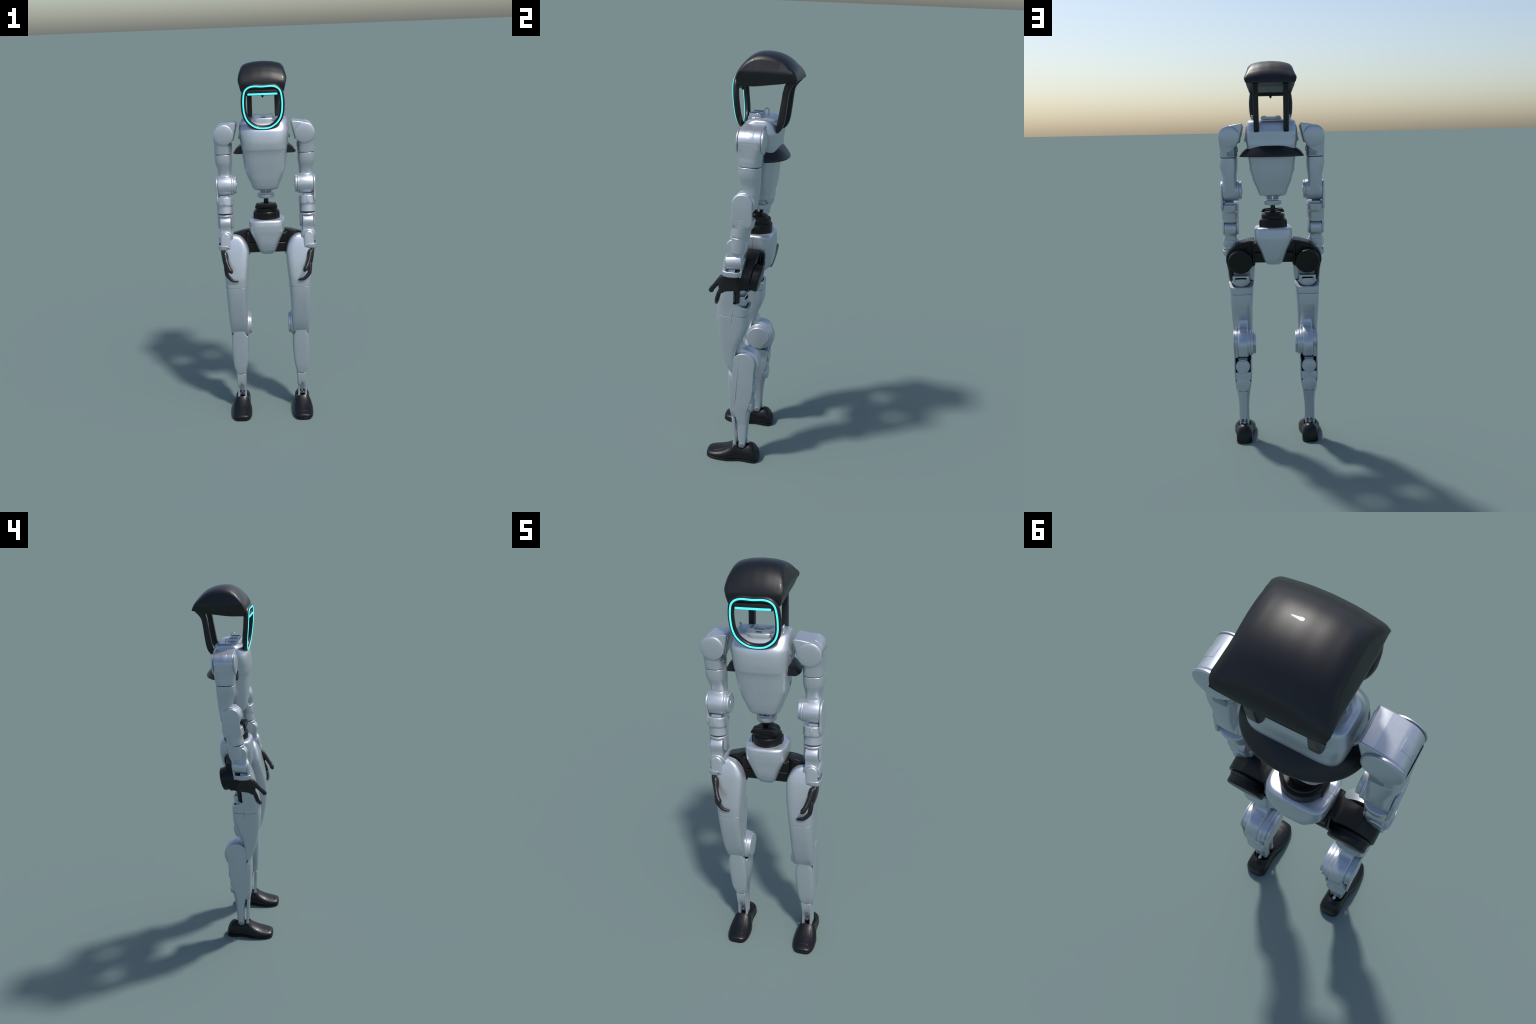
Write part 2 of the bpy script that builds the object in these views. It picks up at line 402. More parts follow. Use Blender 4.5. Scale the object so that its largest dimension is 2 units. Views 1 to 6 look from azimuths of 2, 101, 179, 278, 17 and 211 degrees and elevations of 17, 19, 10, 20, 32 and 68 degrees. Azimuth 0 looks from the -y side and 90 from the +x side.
lathe("joint_collar", [(0.044, 1.232), (0.044, 1.240), (0.034, 1.243), (0.030, 1.243), (0.001, 1.241)], (0, 0.006, 0), (0, 0, 1), JOINT, waist)

# ================================================================== PELVIS
pelvis = body("pelvis_shell", [
    (0.9640, -0.0220, 0.0220, -0.0380, 0.0400, 4.0000), (0.9675, -0.0350, 0.0350, -0.0510, 0.0530, 4.0000), (0.9780, -0.0455, 0.0455, -0.0610, 0.0630, 4.0000), (0.9920, -0.0530, 0.0530, -0.0700, 0.0770, 4.0000),
    (1.0410, -0.0705, 0.0705, -0.0825, 0.0895, 4.6000), (1.0840, -0.0910, 0.0910, -0.0845, 0.0930, 4.6000), (1.1020, -0.0972, 0.0972, -0.0855, 0.0930, 4.6000), (1.1250, -0.0985, 0.0985, -0.0850, 0.0910, 4.6000), (1.1635, -0.0975, 0.0975, -0.0795, 0.0850, 4.6000)], SILVER, r0=0.004, r1=0.0125, steps=60, angle=45, fe=3.7)
cut(pelvis, box("cut", (0.080, 0.2), (0.0034, 0.0043), (1.05, 1.3), SILVER, bevel=0, rad=0.0001), box("cut", (-0.2, -0.080), (0.0034, 0.0043), (1.05, 1.3), SILVER, bevel=0, rad=0.0001), angle=45)
core = slab("hip_axle", fillet([(-0.052, 1.034), (0.056, 1.034), (0.062, 1.05), (0.062, 1.078), (0.050, 1.088), (0.028, 1.092), (0.022, 1.0955), (-0.030, 1.0955), (-0.052, 1.085)], 0.006), 'x', -0.1035, 0.1035, JOINT, pelvis, 0.002)
core2 = slab("hip_axle", fillet([(-0.052, 1.0325), (0.060, 1.0325), (0.058, 1.006), (0.040, 0.978), (0.028, 0.9745), (-0.040, 0.9745), (-0.052, 0.985)], 0.006), 'x', -0.1015, 0.1015, JOINT, pelvis, 0.003)
# ================================================================== LEGS (built on +x, mirrored)
leg = []
LX = 0.177
# hip motor housing, axis tipped down at the rear
HP = (0.02, 0.985)
hprof = [(0.103, 1.0955), (0.130, 1.0925), (0.192, 1.0755)] + arc(0.177, 0.990, 0.0735, 52, -150, 40) + [(0.1035, 0.955)]
hip = slab("hip_housing", fillet(hprof, [0.003, 0.02, 0.02] + [0] * 40 + [0.004]), 'y', -0.045, 0.027, JOINT, None, 0.004, 4, tilt=-9, pivot=HP)
leg.append(hip)
leg.append(disc("hip_motor_cap", (LX - 0.002, 0.060, 0.981), (0, 0.978, -0.208), 0.0635, -0.040, 0.004, JOINT, hip, 0.007))
leg.append(lathe("hip_motor_rim", [(0.0655, -0.030), (0.0655, -0.024), (0.05, -0.022)], (LX - 0.002, 0.060, 0.981), (0, 0.978, -0.208), BLACK, hip))
leg.append(box("hip_link", (0.098, 0.112), (-0.050, 0.048), (0.962, 1.0945), JOINT, hip, 0.003, 0.012, 'x'))
leg.append(slab("hip_plate", fillet([(-0.040, 1.03), (0.02, 1.03), (0.03, 0.97), (0.018, 0.945), (-0.02, 0.935), (-0.042, 0.95)], 0.015), 'x', 0.226, 0.2430, JOINT, hip, 0.004))

# thigh front shield
shield = body("thigh_shield", [
    (0.8005, 0.1145, 0.2385, -0.1375, 0.0155, 4.0000), (0.8370, 0.1115, 0.2395, -0.1363, 0.0155, 4.0000), (0.8850, 0.1070, 0.2440, -0.1295, 0.0155, 4.0000), (0.9350, 0.1030, 0.2480, -0.1200, 0.0155, 4.0000),
    (0.9820, 0.1012, 0.2510, -0.1095, 0.0155, 4.0000), (1.0100, 0.1060, 0.2475, -0.1025, 0.0155, 4.4000), (1.0300, 0.1130, 0.2410, -0.0965, 0.0155, 4.8000), (1.0520, 0.1250, 0.2290, -0.0890, 0.0145, 5.0000),
    (1.0690, 0.1405, 0.2135, -0.0815, 0.0135, 5.0000), (1.0790, 0.1560, 0.1980, -0.0740, 0.0085, 5.0000), (1.0845, 0.1740, 0.1800, -0.0645, -0.0015, 5.0000)], SILVER, r0=0.0006, r1=0.0005, steps=60, angle=50)
cut(shield, slab("cut", [(-0.0555, 0.7), (-0.0485, 0.90), (-0.040, 1.2), (0.3, 1.2), (0.3, 0.7)], 'x', 0.0, 0.4, SILVER, bevel=0), angle=45)
leg.append(shield)
leg.append(box("thigh_seam_dark_strip", (0.1175, 0.2350), (-0.058, -0.044), (0.801, 0.868), GAP, shield, 0, 0.001))  # black strip behind the split, so the joint reads as a dark line
thigh = body("thigh_shell", [
    (0.5040, 0.1362, 0.2190, -0.0685, -0.0430, 4.0000), (0.5340, 0.1287, 0.2245, -0.0850, -0.0390, 4.0000), (0.5770, 0.1247, 0.2275, -0.1025, -0.0370, 4.0000), (0.6300, 0.1227, 0.2305, -0.1165, -0.0270, 4.0000), (0.6600, 0.1217, 0.2325, -0.1225, -0.0150, 4.0000),
    (0.6900, 0.1207, 0.2340, -0.1280, -0.0005, 4.0000), (0.7160, 0.1197, 0.2350, -0.1320, 0.0085, 4.0000), (0.7500, 0.1177, 0.2365, -0.1355, 0.0160, 4.0000), (0.7750, 0.1162, 0.2375, -0.1372, 0.0160, 4.0000), (0.7990, 0.1147, 0.2383, -0.1375, 0.0153, 4.0000)], SILVER, r0=0.003, r1=0.0006, steps=60)
cut(thigh, box("cut", (0.226, 0.3), (-0.0572, -0.0560), (0.770, 0.82), SILVER, bevel=0, rad=0.0001))
leg.append(thigh)
cup = body("thigh_cuff", [
    (0.8005, 0.1145, 0.2385, -0.1375, 0.0155, 4.0000), (0.8300, 0.1120, 0.2393, -0.1365, 0.0163, 4.0000), (0.8720, 0.1085, 0.2425, -0.1315, 0.0163, 4.0000), (0.9000, 0.1060, 0.2450, -0.1275, 0.0163, 4.0000)], SILVER, r0=0.0012, r1=0.001, steps=12)
# scooped top edge, low at the back, high beside the shield; open inside
cut(cup, box("cut", (0.0, 0.4), (-0.3, -0.0505), (0.7, 1.0), SILVER, bevel=0),
    slab("cut", [(-0.1, 0.872), (-0.045, 0.866), (-0.025, 0.857), (0.0, 0.840), (0.03, 0.8325), (0.06, 0.832), (0.06, 1.0), (-0.1, 1.0)], 'x', 0.0, 0.4, SILVER, bevel=0),
    body("cut", [(0.815, 0.1205, 0.2325, -0.2, 0.0065, 3.6), (0.95, 0.1205, 0.2325, -0.2, 0.0065, 3.6)], SILVER, r0=0, r1=0, steps=3))
leg.append(cup)
bowl = lathe("thigh_cup", [(0.001, 0.816), (0.036, 0.816), (0.047, 0.832), (0.0535, 0.862), (0.0545, 0.886), (0.0525, 0.886), (0.050, 0.860), (0.040, 0.842), (0.001, 0.836)], (LX, -0.047, 0), (0, 0, 1), SILVER, thigh, 64)
cut(bowl, slab("cut", [(-0.12, 0.853), (-0.03, 0.866), (0.03, 0.893), (0.05, 0.95), (-0.12, 0.95)], 'x', 0.0, 0.4, SILVER, bevel=0))
leg.append(bowl)
br = box("thigh_bracket", (0.133, 0.221), (-0.058, 0.000), (0.868, 0.899), SILVER, thigh, 0.003, 0.008)
cut(br, box("cut", (0.146, 0.208), (-0.03, 0.05), (0.862, 0.889), SILVER, axis='y'))
leg.append(br)
leg.append(box("bracket_hollow", (0.15, 0.204), (-0.040, -0.030), (0.860, 0.890), GAP, thigh))
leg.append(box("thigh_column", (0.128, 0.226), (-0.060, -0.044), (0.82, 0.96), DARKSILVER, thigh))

# knee: rear bulge of the thigh carrying the joint
kp = spline([(-0.040, 0.735), (-0.004, 0.712), (-0.0145, 0.672), (-0.0165, 0.644), (-0.003, 0.6210), (0.022, 0.6130), (0.050, 0.594), (0.0705, 0.562), (0.0785, 0.531), (0.0730, 0.497), (0.060, 0.473), (0.020, 0.462), (-0.030, 0.466), (-0.062, 0.50), (-0.066, 0.60)], 8)
knee = slab("knee_motor", kp, 'x', 0.1455, 0.1985, SILVER, None, 0.008, 5)
leg.append(knee)
KC = (LX, 0.004, 0.536)
leg.append(disc("knee_disc", (0, KC[1], KC[2]), (1, 0, 0), 0.0690, 0.131, 0.150, SILVER, knee, 0.003))
leg.append(disc("knee_disc", (0, KC[1], KC[2]), (1, 0, 0), 0.0665, 0.1185, 0.132, SILVER, knee, 0.002))
cap = disc("knee_cap", (0, 0.004, 0.536), (1, 0, 0), 0.0585, 0.1055, 0.120, SILVER, knee, 0.0035)
cut(cap, slab("cut", [(0.0655, 0.5425), (0.12, 0.50), (0.06, 0.42), (0.012, 0.4725)], 'x', 0.0, 0.1165, SILVER, bevel=0))
leg.append(cap)
leg.append(disc("knee_spacer", (0, KC[1], KC[2]), (1, 0, 0), 0.050, 0.195, 0.203, SILVER, knee, 0.001))

# shin: outer link with round head, inner plate, front panel, calf motors, ankle column
op = arc(0.003, 0.548, 0.0575, 205, -15, 36) + [(0.0560, 0.500), (0.0550, 0.46), (0.0540, 0.42), (0.0505, 0.38), (0.0395, 0.33), (0.0250, 0.28), (0.0215, 0.245), (0.0195, 0.20), (-0.018, 0.20), (-0.030, 0.245), (-0.051, 0.286), (-0.040, 0.30), (-0.036, 0.37), (-0.044, 0.45), (-0.051, 0.50)]
def lean(ob, zs, lim, s=1):
    """pull the outer face of a plate in to follow the taper of the limb"""
    for vv in ob.data.vertices:
        l = float(pchip(zs, lim, min(max(vv.co.z, zs[0]), zs[-1])))
        vv.co.x = min(vv.co.x, l) if s > 0 else max(vv.co.x, l)
    return ob
OZ = [0.19, 0.223, 0.25, 0.282, 0.33, 0.373, 0.42, 0.467, 0.52, 0.61]; OXL = [0.2045, 0.2060, 0.2095, 0.2165, 0.2215, 0.2235, 0.2235, 0.2225, 0.2235, 0.2235]
shin = slab("shin_shell", fillet(op, [0] * 36 + [0.02, 0, 0, 0.03, 0.03, 0.03, 0.02, 0, 0, 0.02, 0.004, 0.006, 0.02, 0.02, 0.02]), 'x', 0.2165, 0.2236, SILVER, None, 0.0055, 5)
for vv in shin.data.vertices:
    l = float(pchip(OZ, OXL, min(max(vv.co.z, 0.19), 0.61))); vv.co.x += (l - 0.2236) 
leg.append(shin)
ip = [(-0.045, 0.475), (-0.02, 0.462), (0.03, 0.462), (0.052, 0.452), (0.0530, 0.42), (0.0495, 0.37), (0.0395, 0.33), (0.0250, 0.28), (0.0215, 0.245), (0.0195, 0.20), (-0.018, 0.20), (-0.030, 0.245), (-0.051, 0.286), (-0.040, 0.30), (-0.036, 0.37), (-0.044, 0.45)]
inner = slab("shin_plate", fillet(ip, [0.006, 0.01, 0.02, 0.012, 0.03, 0.03, 0.03, 0.02, 0.01, 0, 0, 0.02, 0.004, 0.006, 0.02, 0.02]), 'x', 0.1285, 0.1356, SILVER, shin, 0.005, 4)
for vv in inner.data.vertices:
    l = float(pchip([0.19, 0.223, 0.25, 0.282, 0.33, 0.381, 0.42, 0.48], [0.1505, 0.1485, 0.1450, 0.1400, 0.1325, 0.1290, 0.1285, 0.1285], min(max(vv.co.z, 0.19), 0.48))); vv.co.x += l - 0.1285
leg.append(inner)
front = body("shin_panel", [
    (0.2375, 0.1520, 0.2030, -0.0545, -0.0300, 3.2), (0.255, 0.1470, 0.2075, -0.0580, -0.0240, 3.4), (0.282, 0.1400, 0.2160, -0.0625, -0.0220, 3.6), (0.33, 0.1330, 0.2205, -0.0670, -0.0220, 3.8),
    (0.38, 0.1300, 0.2225, -0.0710, -0.0240, 3.8), (0.44, 0.1295, 0.2220, -0.0740, -0.0300, 3.8), (0.475, 0.1330, 0.2190, -0.0750, -0.0400, 3.8), (0.505, 0.1440, 0.2095, -0.0755, -0.0520, 3.8), (0.5285, 0.1500, 0.2060, -0.0755, -0.0600, 3.6)], SILVER, shin, r0=0.003, r1=0.002)
leg.append(front)
leg.append(box("knee_shadow_core", (0.140, 0.212), (-0.056, 0.03), (0.44, 0.54), GAP, shin))  # black solid drawing the shadow inside the knee
leg.append(box("calf_dark_core", (0.1365, 0.2160), (-0.030, 0.016), (0.355, 0.47), GAP, shin))  # black filler that darkens the crevices round the calf motors
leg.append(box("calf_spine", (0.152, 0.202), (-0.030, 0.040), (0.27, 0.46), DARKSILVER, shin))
leg.append(disc("knee_link", (0, 0.003, 0.548), (1, 0, 0), 0.0545, 0.197, 0.2180, SILVER, shin, 0.002))
leg.append(slab("knee_link_web", fillet([(-0.044, 0.545), (0.050, 0.545), (0.048, 0.462), (-0.040, 0.462)], 0.008), 'x', 0.2000, 0.2175, SILVER, shin, 0.002))
calf = slab("calf_plate", fillet([(0.1350, 0.384), (0.2175, 0.384), (0.2165, 0.347), (0.205, 0.328), (0.150, 0.328), (0.1360, 0.347)], 0.004), 'y', 0.020, 0.0500, SILVER, shin, 0.003)
leg.append(calf)
leg.append(disc("calf_motor", (LX, 0.0, 0.4155), (0, 1, 0), 0.0388, 0.0, 0.0515, SILVER, shin, 0.004))
leg.append(disc("calf_motor_cap", (LX, 0.0, 0.413), (0, 1, 0), 0.0350, 0.045, 0.0582, SILVER, shin, 0.003))
leg.append(disc("calf_motor", (LX, 0.0, 0.3155), (0, 1, 0), 0.0392, 0.0, 0.0505, SILVER, shin, 0.004))
low = disc("calf_motor_cap", (LX, 0.0, 0.3135), (0, 1, 0), 0.0355, 0.045, 0.0535, SILVER, shin, 0.003)
leg.append(low)
ankle = body("ankle_column", [
    (0.064, 0.1535, 0.2045, -0.010, 0.018, 4), (0.075, 0.1530, 0.2045, -0.0150, 0.0225, 4), (0.105, 0.1525, 0.2045, -0.0140, 0.0255, 4), (0.167, 0.1510, 0.2050, -0.0185, 0.0285, 4), (0.223, 0.1485, 0.2058, -0.0270, 0.0320, 4), (0.262, 0.1435, 0.2110, -0.0320, 0.0380, 4), (0.29, 0.1390, 0.2165, -0.0320, 0.0430, 4)], SILVER, None, r0=0.008, r1=0.002, steps=24)
cut(ankle, box("cut", (0.1625, 0.1945), (-0.05, 0.05), (0.03, 0.112), SILVER, axis='y', rad=0.008))
leg.append(ankle)
leg.append(disc("ankle_bolt", (0, 0.005, 0.0825), (1, 0, 0), 0.0125, 0.195, 0.2056, DARKSILVER, ankle, 0.002, 32))
leg.append(disc("ankle_bolt", (0, 0.005, 0.0825), (-1, 0, 0), 0.0125, -0.160, -0.1518, DARKSILVER, ankle, 0.002, 32))
leg.append(disc("ankle_pivot", (0, 0.005, 0.0825), (1, 0, 0), 0.011, 0.155, 0.20, DARKSILVER, ankle, 0.002, 32))
leg.append(tube("ankle_ball", [(LX, -0.0285, 0.0955), (LX, -0.02, 0.0955), (LX, 0.01, 0.094), (LX, 0.0330, 0.092)], [0.0065, 0.0065, 0.005, 0.0065], SILVER, ankle, 16))
shell = slab("ankle_plate", fillet([(0.1525, 0.2345), (0.2015, 0.2345), (0.2000, 0.160), (0.188, 0.156), (0.184, 0.170), (0.172, 0.170), (0.168, 0.156), (0.1555, 0.160)], 0.003), 'y', -0.052, -0.036, SILVER, ankle, 0.002)
for vv in shell.data.vertices: vv.co.y += (0.2345 - vv.co.z) * 0.08
leg.append(shell)
for x in (0.1575, 0.1975):
    rod = tube("ankle_rod", [(x, -0.046, 0.25), (x, -0.041, 0.20), (x, -0.036, 0.145), (x, -0.0345, 0.115), (x, -0.034, 0.095), (x, -0.0335, 0.076)], [0.0055, 0.0055, 0.0055, 0.0062, 0.0090, 0.0105], SILVER, ankle, 16, up=(0, 1, 0), squash=(1, 0.8))
    leg.append(rod)

# shoe
def shoe_rows():
    #   y, x0, x1, ztop, zbottom, exponent
    return [(-0.1775, 0.1600, 0.1990, 0.0240, 0.0120, 2.6000), (-0.1745, 0.1460, 0.2120, 0.0290, 0.0120, 2.8000), (-0.1660, 0.1360, 0.2215, 0.0335, 0.0120, 2.9000), (-0.1480, 0.1275, 0.2300, 0.0375, 0.0120, 3.0000), (-0.1250, 0.1225, 0.2345, 0.0425, 0.0120, 3.0000),
            (-0.1000, 0.1210, 0.2360, 0.0505, 0.0120, 2.9000), (-0.0750, 0.1220, 0.2355, 0.0630, 0.0120, 2.8000), (-0.0550, 0.1260, 0.2320, 0.0765, 0.0120, 2.7000), (-0.0360, 0.1310, 0.2270, 0.0935, 0.0120, 2.6000), (-0.0120, 0.1355, 0.2215, 0.0920, 0.0120, 2.7000),
            (0.0120, 0.1362, 0.2200, 0.0885, 0.0120, 2.8000), (0.0350, 0.1348, 0.2208, 0.0895, 0.0120, 2.8000), (0.0550, 0.1342, 0.2212, 0.0865, 0.0120, 2.8000), (0.0700, 0.1355, 0.2200, 0.0740, 0.0120, 2.8000), (0.0825, 0.1440, 0.2115, 0.0530, 0.0120, 2.8000), (0.0895, 0.1560, 0.2000, 0.0300, 0.0120, 2.6000)]
rows = shoe_rows()
A = np.array(rows)
loops = []
for y in np.concatenate([np.linspace(-0.1775, -0.165, 10), np.linspace(-0.16, 0.065, 46), np.linspace(0.069, 0.0895, 10)]):
    x0, x1, zt, zb, e = [float(pchip(A[:, 0], A[:, i], y)) for i in (1, 2, 3, 4, 5)]
    n = 64; t = np.linspace(0, 2 * PI, n, endpoint=False) + PI / n
    c, s = np.cos(t), np.sin(t)
    zm = zb + (zt - zb) * 0.22
    z = np.where(s > 0, zm + (zt - zm) * np.abs(s) ** (2 / 2.3), zm - (zm - zb) * np.abs(s) ** (2 / 8))
    w = np.where(s > 0, np.abs(c) ** (2 / 2.2), np.abs(c) ** (2 / 8))
    x = (x0 + x1) / 2 + (x1 - x0) / 2 * np.sign(c) * w
    loops.append(np.stack([x, np.full(n, y), z], 1))
v, f = skin(loops)
shoe = make("shoe", v, f, SHOE, None, 50)
opening = body("cut", [(0.058, 0.1465, 0.2105, -0.042, 0.036, 2.8), (0.075, 0.1455, 0.2115, -0.044, 0.038, 2.8), (0.13, 0.138, 0.219, -0.0465, 0.042, 2.8)], SHOE, r0=0.01, r1=0, steps=8)
dip = slab("cut", spline([(-0.030, 0.12), (-0.022, 0.085), (-0.004, 0.0695), (0.012, 0.0695), (0.028, 0.082), (0.040, 0.12)], 6), 'x', 0.0, 0.4, SHOE, bevel=0)
cut(shoe, opening, dip, angle=50)
leg.append(shoe)
leg.append(box("shoe_lining", (0.149, 0.208), (-0.040, 0.034), (0.056, 0.0605), GAP, shoe, 0.001, 0.012))
loops = []                       # welt and sole, following the upper's plan outline
for y in np.concatenate([np.linspace(-0.1775, -0.165, 10), np.linspace(-0.16, 0.065, 40), np.linspace(0.069, 0.0895, 10)]):
    x0, x1 = float(pchip(A[:, 0], A[:, 1], y)), float(pchip(A[:, 0], A[:, 2], y))
    p = fillet([(x0 - 0.0004, 0.0), (x1 + 0.0004, 0.0), (x1 + 0.0004, 0.0118), (x0 - 0.0004, 0.0118)], [0.005, 0.005, 0.0012, 0.0012], 4)
    arch = 0.004 * math.exp(-((y - 0.0) / 0.03) ** 2)
    z = p[:, 1] + arch * (p[:, 1] < 0.006)
    loops.append(np.stack([p[:, 0], np.full(len(p), y), z], 1))
v, f = skin(loops)
leg.append(make("shoe_sole", v, f, SHOE, shoe, 50))
# tongue panel draped just proud of the instep
nu, nv = 24, 30
V, F = [], []
for lay in (0, 1):
    for j in range(nv):
        y = -0.047 - j / (nv - 1) * 0.098
        zt = float(pchip(A[:, 0], A[:, 3], y)); zm = 0.012 + (zt - 0.012) * 0.22
        x0, x1 = float(pchip(A[:, 0], A[:, 1], y)), float(pchip(A[:, 0], A[:, 2], y))
        hw = (0.027 + 0.006 * j / nv) * (1 if j < nv - 6 else math.sqrt(max(0.02, 1 - ((j - nv + 6) / 5.2) ** 2)) * 0.35 + 0.65)
        for i in range(nu):
            u = -1 + 2 * i / (nu - 1)
            x = (x0 + x1) / 2 + u * hw
            c = min(0.98, abs(x - (x0 + x1) / 2) / ((x1 - x0) / 2)) ** 1.1
            top = zm + (zt - zm) * math.sqrt(1 - c * c) ** (2 / 2.3)
            edge = 1 if 0 < i < nu - 1 and 0 < j < nv - 1 else 0
            V.append((x, y, top + (0.0007 if edge else -0.001) if lay else top - 0.005))
N = nu * nv
for j in range(nv - 1):
    for i in range(nu - 1):
        a = j * nu + i
        F += [(N + a, N + a + 1, N + a + nu + 1, N + a + nu), (a + nu, a + nu + 1, a + 1, a)]
ring_i = [j for j in range(nu)] + [j * nu + nu - 1 for j in range(1, nv)] + [(nv - 1) * nu + i for i in range(nu - 2, -1, -1)] + [j * nu for j in range(nv - 2, 0, -1)]
for k in range(len(ring_i)):
    a, b = ring_i[k], ring_i[(k + 1) % len(ring_i)]
    F.append((a, b, N + b, N + a))
leg.append(make("shoe_tongue", V, F, SHOE, shoe, 60))

for o in leg: mirror(o)

# ================================================================== ARMS (built on +x, mirrored)
arm = []
AX, AY = 0.2235, 0.008
# shoulder block: horizontal drum reaching in to a slanted plate
SC = (0.2130, 1.6290)
sp = [(0.1430, 1.6950), (0.182, 1.6905)] + arc(SC[0], SC[1], 0.0545, 82, -85, 40) + [(0.172, 1.598), (0.1655, 1.600)]
block = slab("shoulder_block", fillet(sp, [0.008, 0.03] + [0] * 40 + [0.01, 0.008]), 'y', -0.0445, 0.0595, SILVER, None, 0.006, 5)
arm.append(block)
arm.append(slab("shoulder_plate", fillet([(0.1415, 1.680), (0.1475, 1.682), (0.1685, 1.597), (0.1630, 1.595)], 0.002), 'y', -0.034, 0.050, SILVER, block, 0.003))
arm.append(slab("shoulder_inlay", np.array(arc(SC[0], SC[1], 0.0553, 70, 15, 12) + arc(SC[0], SC[1], 0.050, 15, 70, 12)), 'y', -0.008, 0.026, SILVER, block, 0.0008))
# upper arm: fork cheeks either side of the drum, running into a barrel
cheek = [(x, z) for x, z in arc(0.2200, 1.627, 0.0535, 180, 0, 30)] + [(0.2715, 1.60), (0.2712, 1.56), (0.27, 1.53), (0.178, 1.53), (0.1785, 1.56), (0.176, 1.59)]
def arm_section(z):
    x0 = float(pchip([1.515, 1.555, 1.575, 1.60], [0.1765, 0.1765, 0.178, 0.1700], z)); return x0
upper = body("upper_arm", [
    (1.5245, 0.1765, 0.2705, -0.0425, 0.0580, 2.6), (1.545, 0.1765, 0.2708, -0.0440, 0.0600, 2.7), (1.565, 0.1765, 0.2700, -0.0460, 0.0630, 2.8), (1.590, 0.1640, 0.2700, -0.0480, 0.0650, 3.8), (1.61, 0.1560, 0.2700, -0.0485, 0.0655, 6.0), (1.635, 0.1540, 0.2700, -0.0485, 0.0655, 7.0), (1.69, 0.1540, 0.2700, -0.0485, 0.0655, 7.0)], SILVER, None, r0=0.002, r1=0.0, steps=50)
# keep only the two round cheeks above the fork floor
ring_out = arc(0.2190, 1.628, 0.0535, -60, 240, 60)
outline_cut = slab("cut", [(0.05, 1.56), (0.150, 1.56), (0.1762, 1.576), (0.1762, 1.584)] + [(x, z) for x, z in arc(0.2155, 1.6290, 0.0545, 232, -4, 50)] + [(0.2735, 1.615), (0.30, 1.60), (0.30, 1.75), (0.05, 1.75)], 'y', -0.2, 0.2, SILVER, bevel=0)
drum_cut = slab("cut", [(0.05, 1.575), (0.165, 1.575)] + arc(SC[0], SC[1], 0.0558, 200, 360, 40) + [(0.2783, 1.75), (0.05, 1.75)], 'y', -0.0452, 0.0602, SILVER, bevel=0)
cut(upper, outline_cut, drum_cut)
arm.append(upper)
for y, d, h in ((-0.0475, -1, 0.0080), (0.0645, 1, 0.0095)):       # domed caps on the fork cheeks
    arm.append(lathe("shoulder_cap", [(0.0535, -0.003)] + [(0.0540 * math.cos(a), h * math.sin(a) ** 0.8) for a in np.radians(np.linspace(6, 90, 12))], (0.2155, y, 1.6285), (0, d, 0), SILVER, upper))
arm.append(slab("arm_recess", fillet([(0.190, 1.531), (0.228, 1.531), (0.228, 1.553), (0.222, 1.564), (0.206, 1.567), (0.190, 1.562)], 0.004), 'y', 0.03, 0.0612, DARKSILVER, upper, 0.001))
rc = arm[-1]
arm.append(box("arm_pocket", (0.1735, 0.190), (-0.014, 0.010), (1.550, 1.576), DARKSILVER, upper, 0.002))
lowarm = body("arm_sleeve", [
    (1.306, 0.1838, 0.2568, -0.040, 0.0165, 5.0), (1.315, 0.1838, 0.2568, -0.040, 0.0280, 5.0), (1.330, 0.1838, 0.2568, -0.040, 0.0385, 4.6), (1.352, 0.1836, 0.2570, -0.036, 0.0460, 3.6), (1.385, 0.1832, 0.2572, -0.030, 0.0515, 2.5), (1.413, 0.1830, 0.2570, -0.0215, 0.0545, 2.4), (1.43, 0.1825, 0.2580, -0.0260, 0.0555, 2.4), (1.45, 0.1800, 0.2620, -0.0330, 0.0565, 2.5), (1.48, 0.1770, 0.2690, -0.0415, 0.0572, 2.6), (1.50, 0.1765, 0.2705, -0.0428, 0.0575, 2.6), (1.5215, 0.1768, 0.2705, -0.0425, 0.0575, 2.6)], SILVER, upper, r0=0.002, r1=0.0025)
arm.append(lowarm)
arm.append(box("arm_seam", (0.182, 0.265), (-0.034, 0.050), (1.516, 1.530), GAP, upper, 0, 0.03))
# elbow drum, axis x
EC = (-0.0118, 1.3525)
elbow = disc("elbow_drum", (0, EC[0], EC[1]), (1, 0, 0), 0.0540, 0.1830, 0.2565, SILVER, None, 0.004)
arm.append(elbow)
arm.append(disc("elbow_ring", (0, EC[0], EC[1]), (1, 0, 0), 0.0525, 0.1730, 0.1845, SILVER, elbow, 0.003))
arm.append(disc("elbow_cap", (0, EC[0], EC[1]), (1, 0, 0), 0.0465, 0.1590, 0.1745, SILVER, elbow, 0.004))
arm.append(disc("elbow_hub", (0, EC[0], EC[1]), (1, 0, 0), 0.0160, 0.1568, 0.1600, SILVER, elbow, 0.001, 32))
arm.append(box("elbow_clip", (0.158, 0.178), (-0.033, -0.012), (1.388, 1.400), SILVER, elbow, 0.002, 0.003))

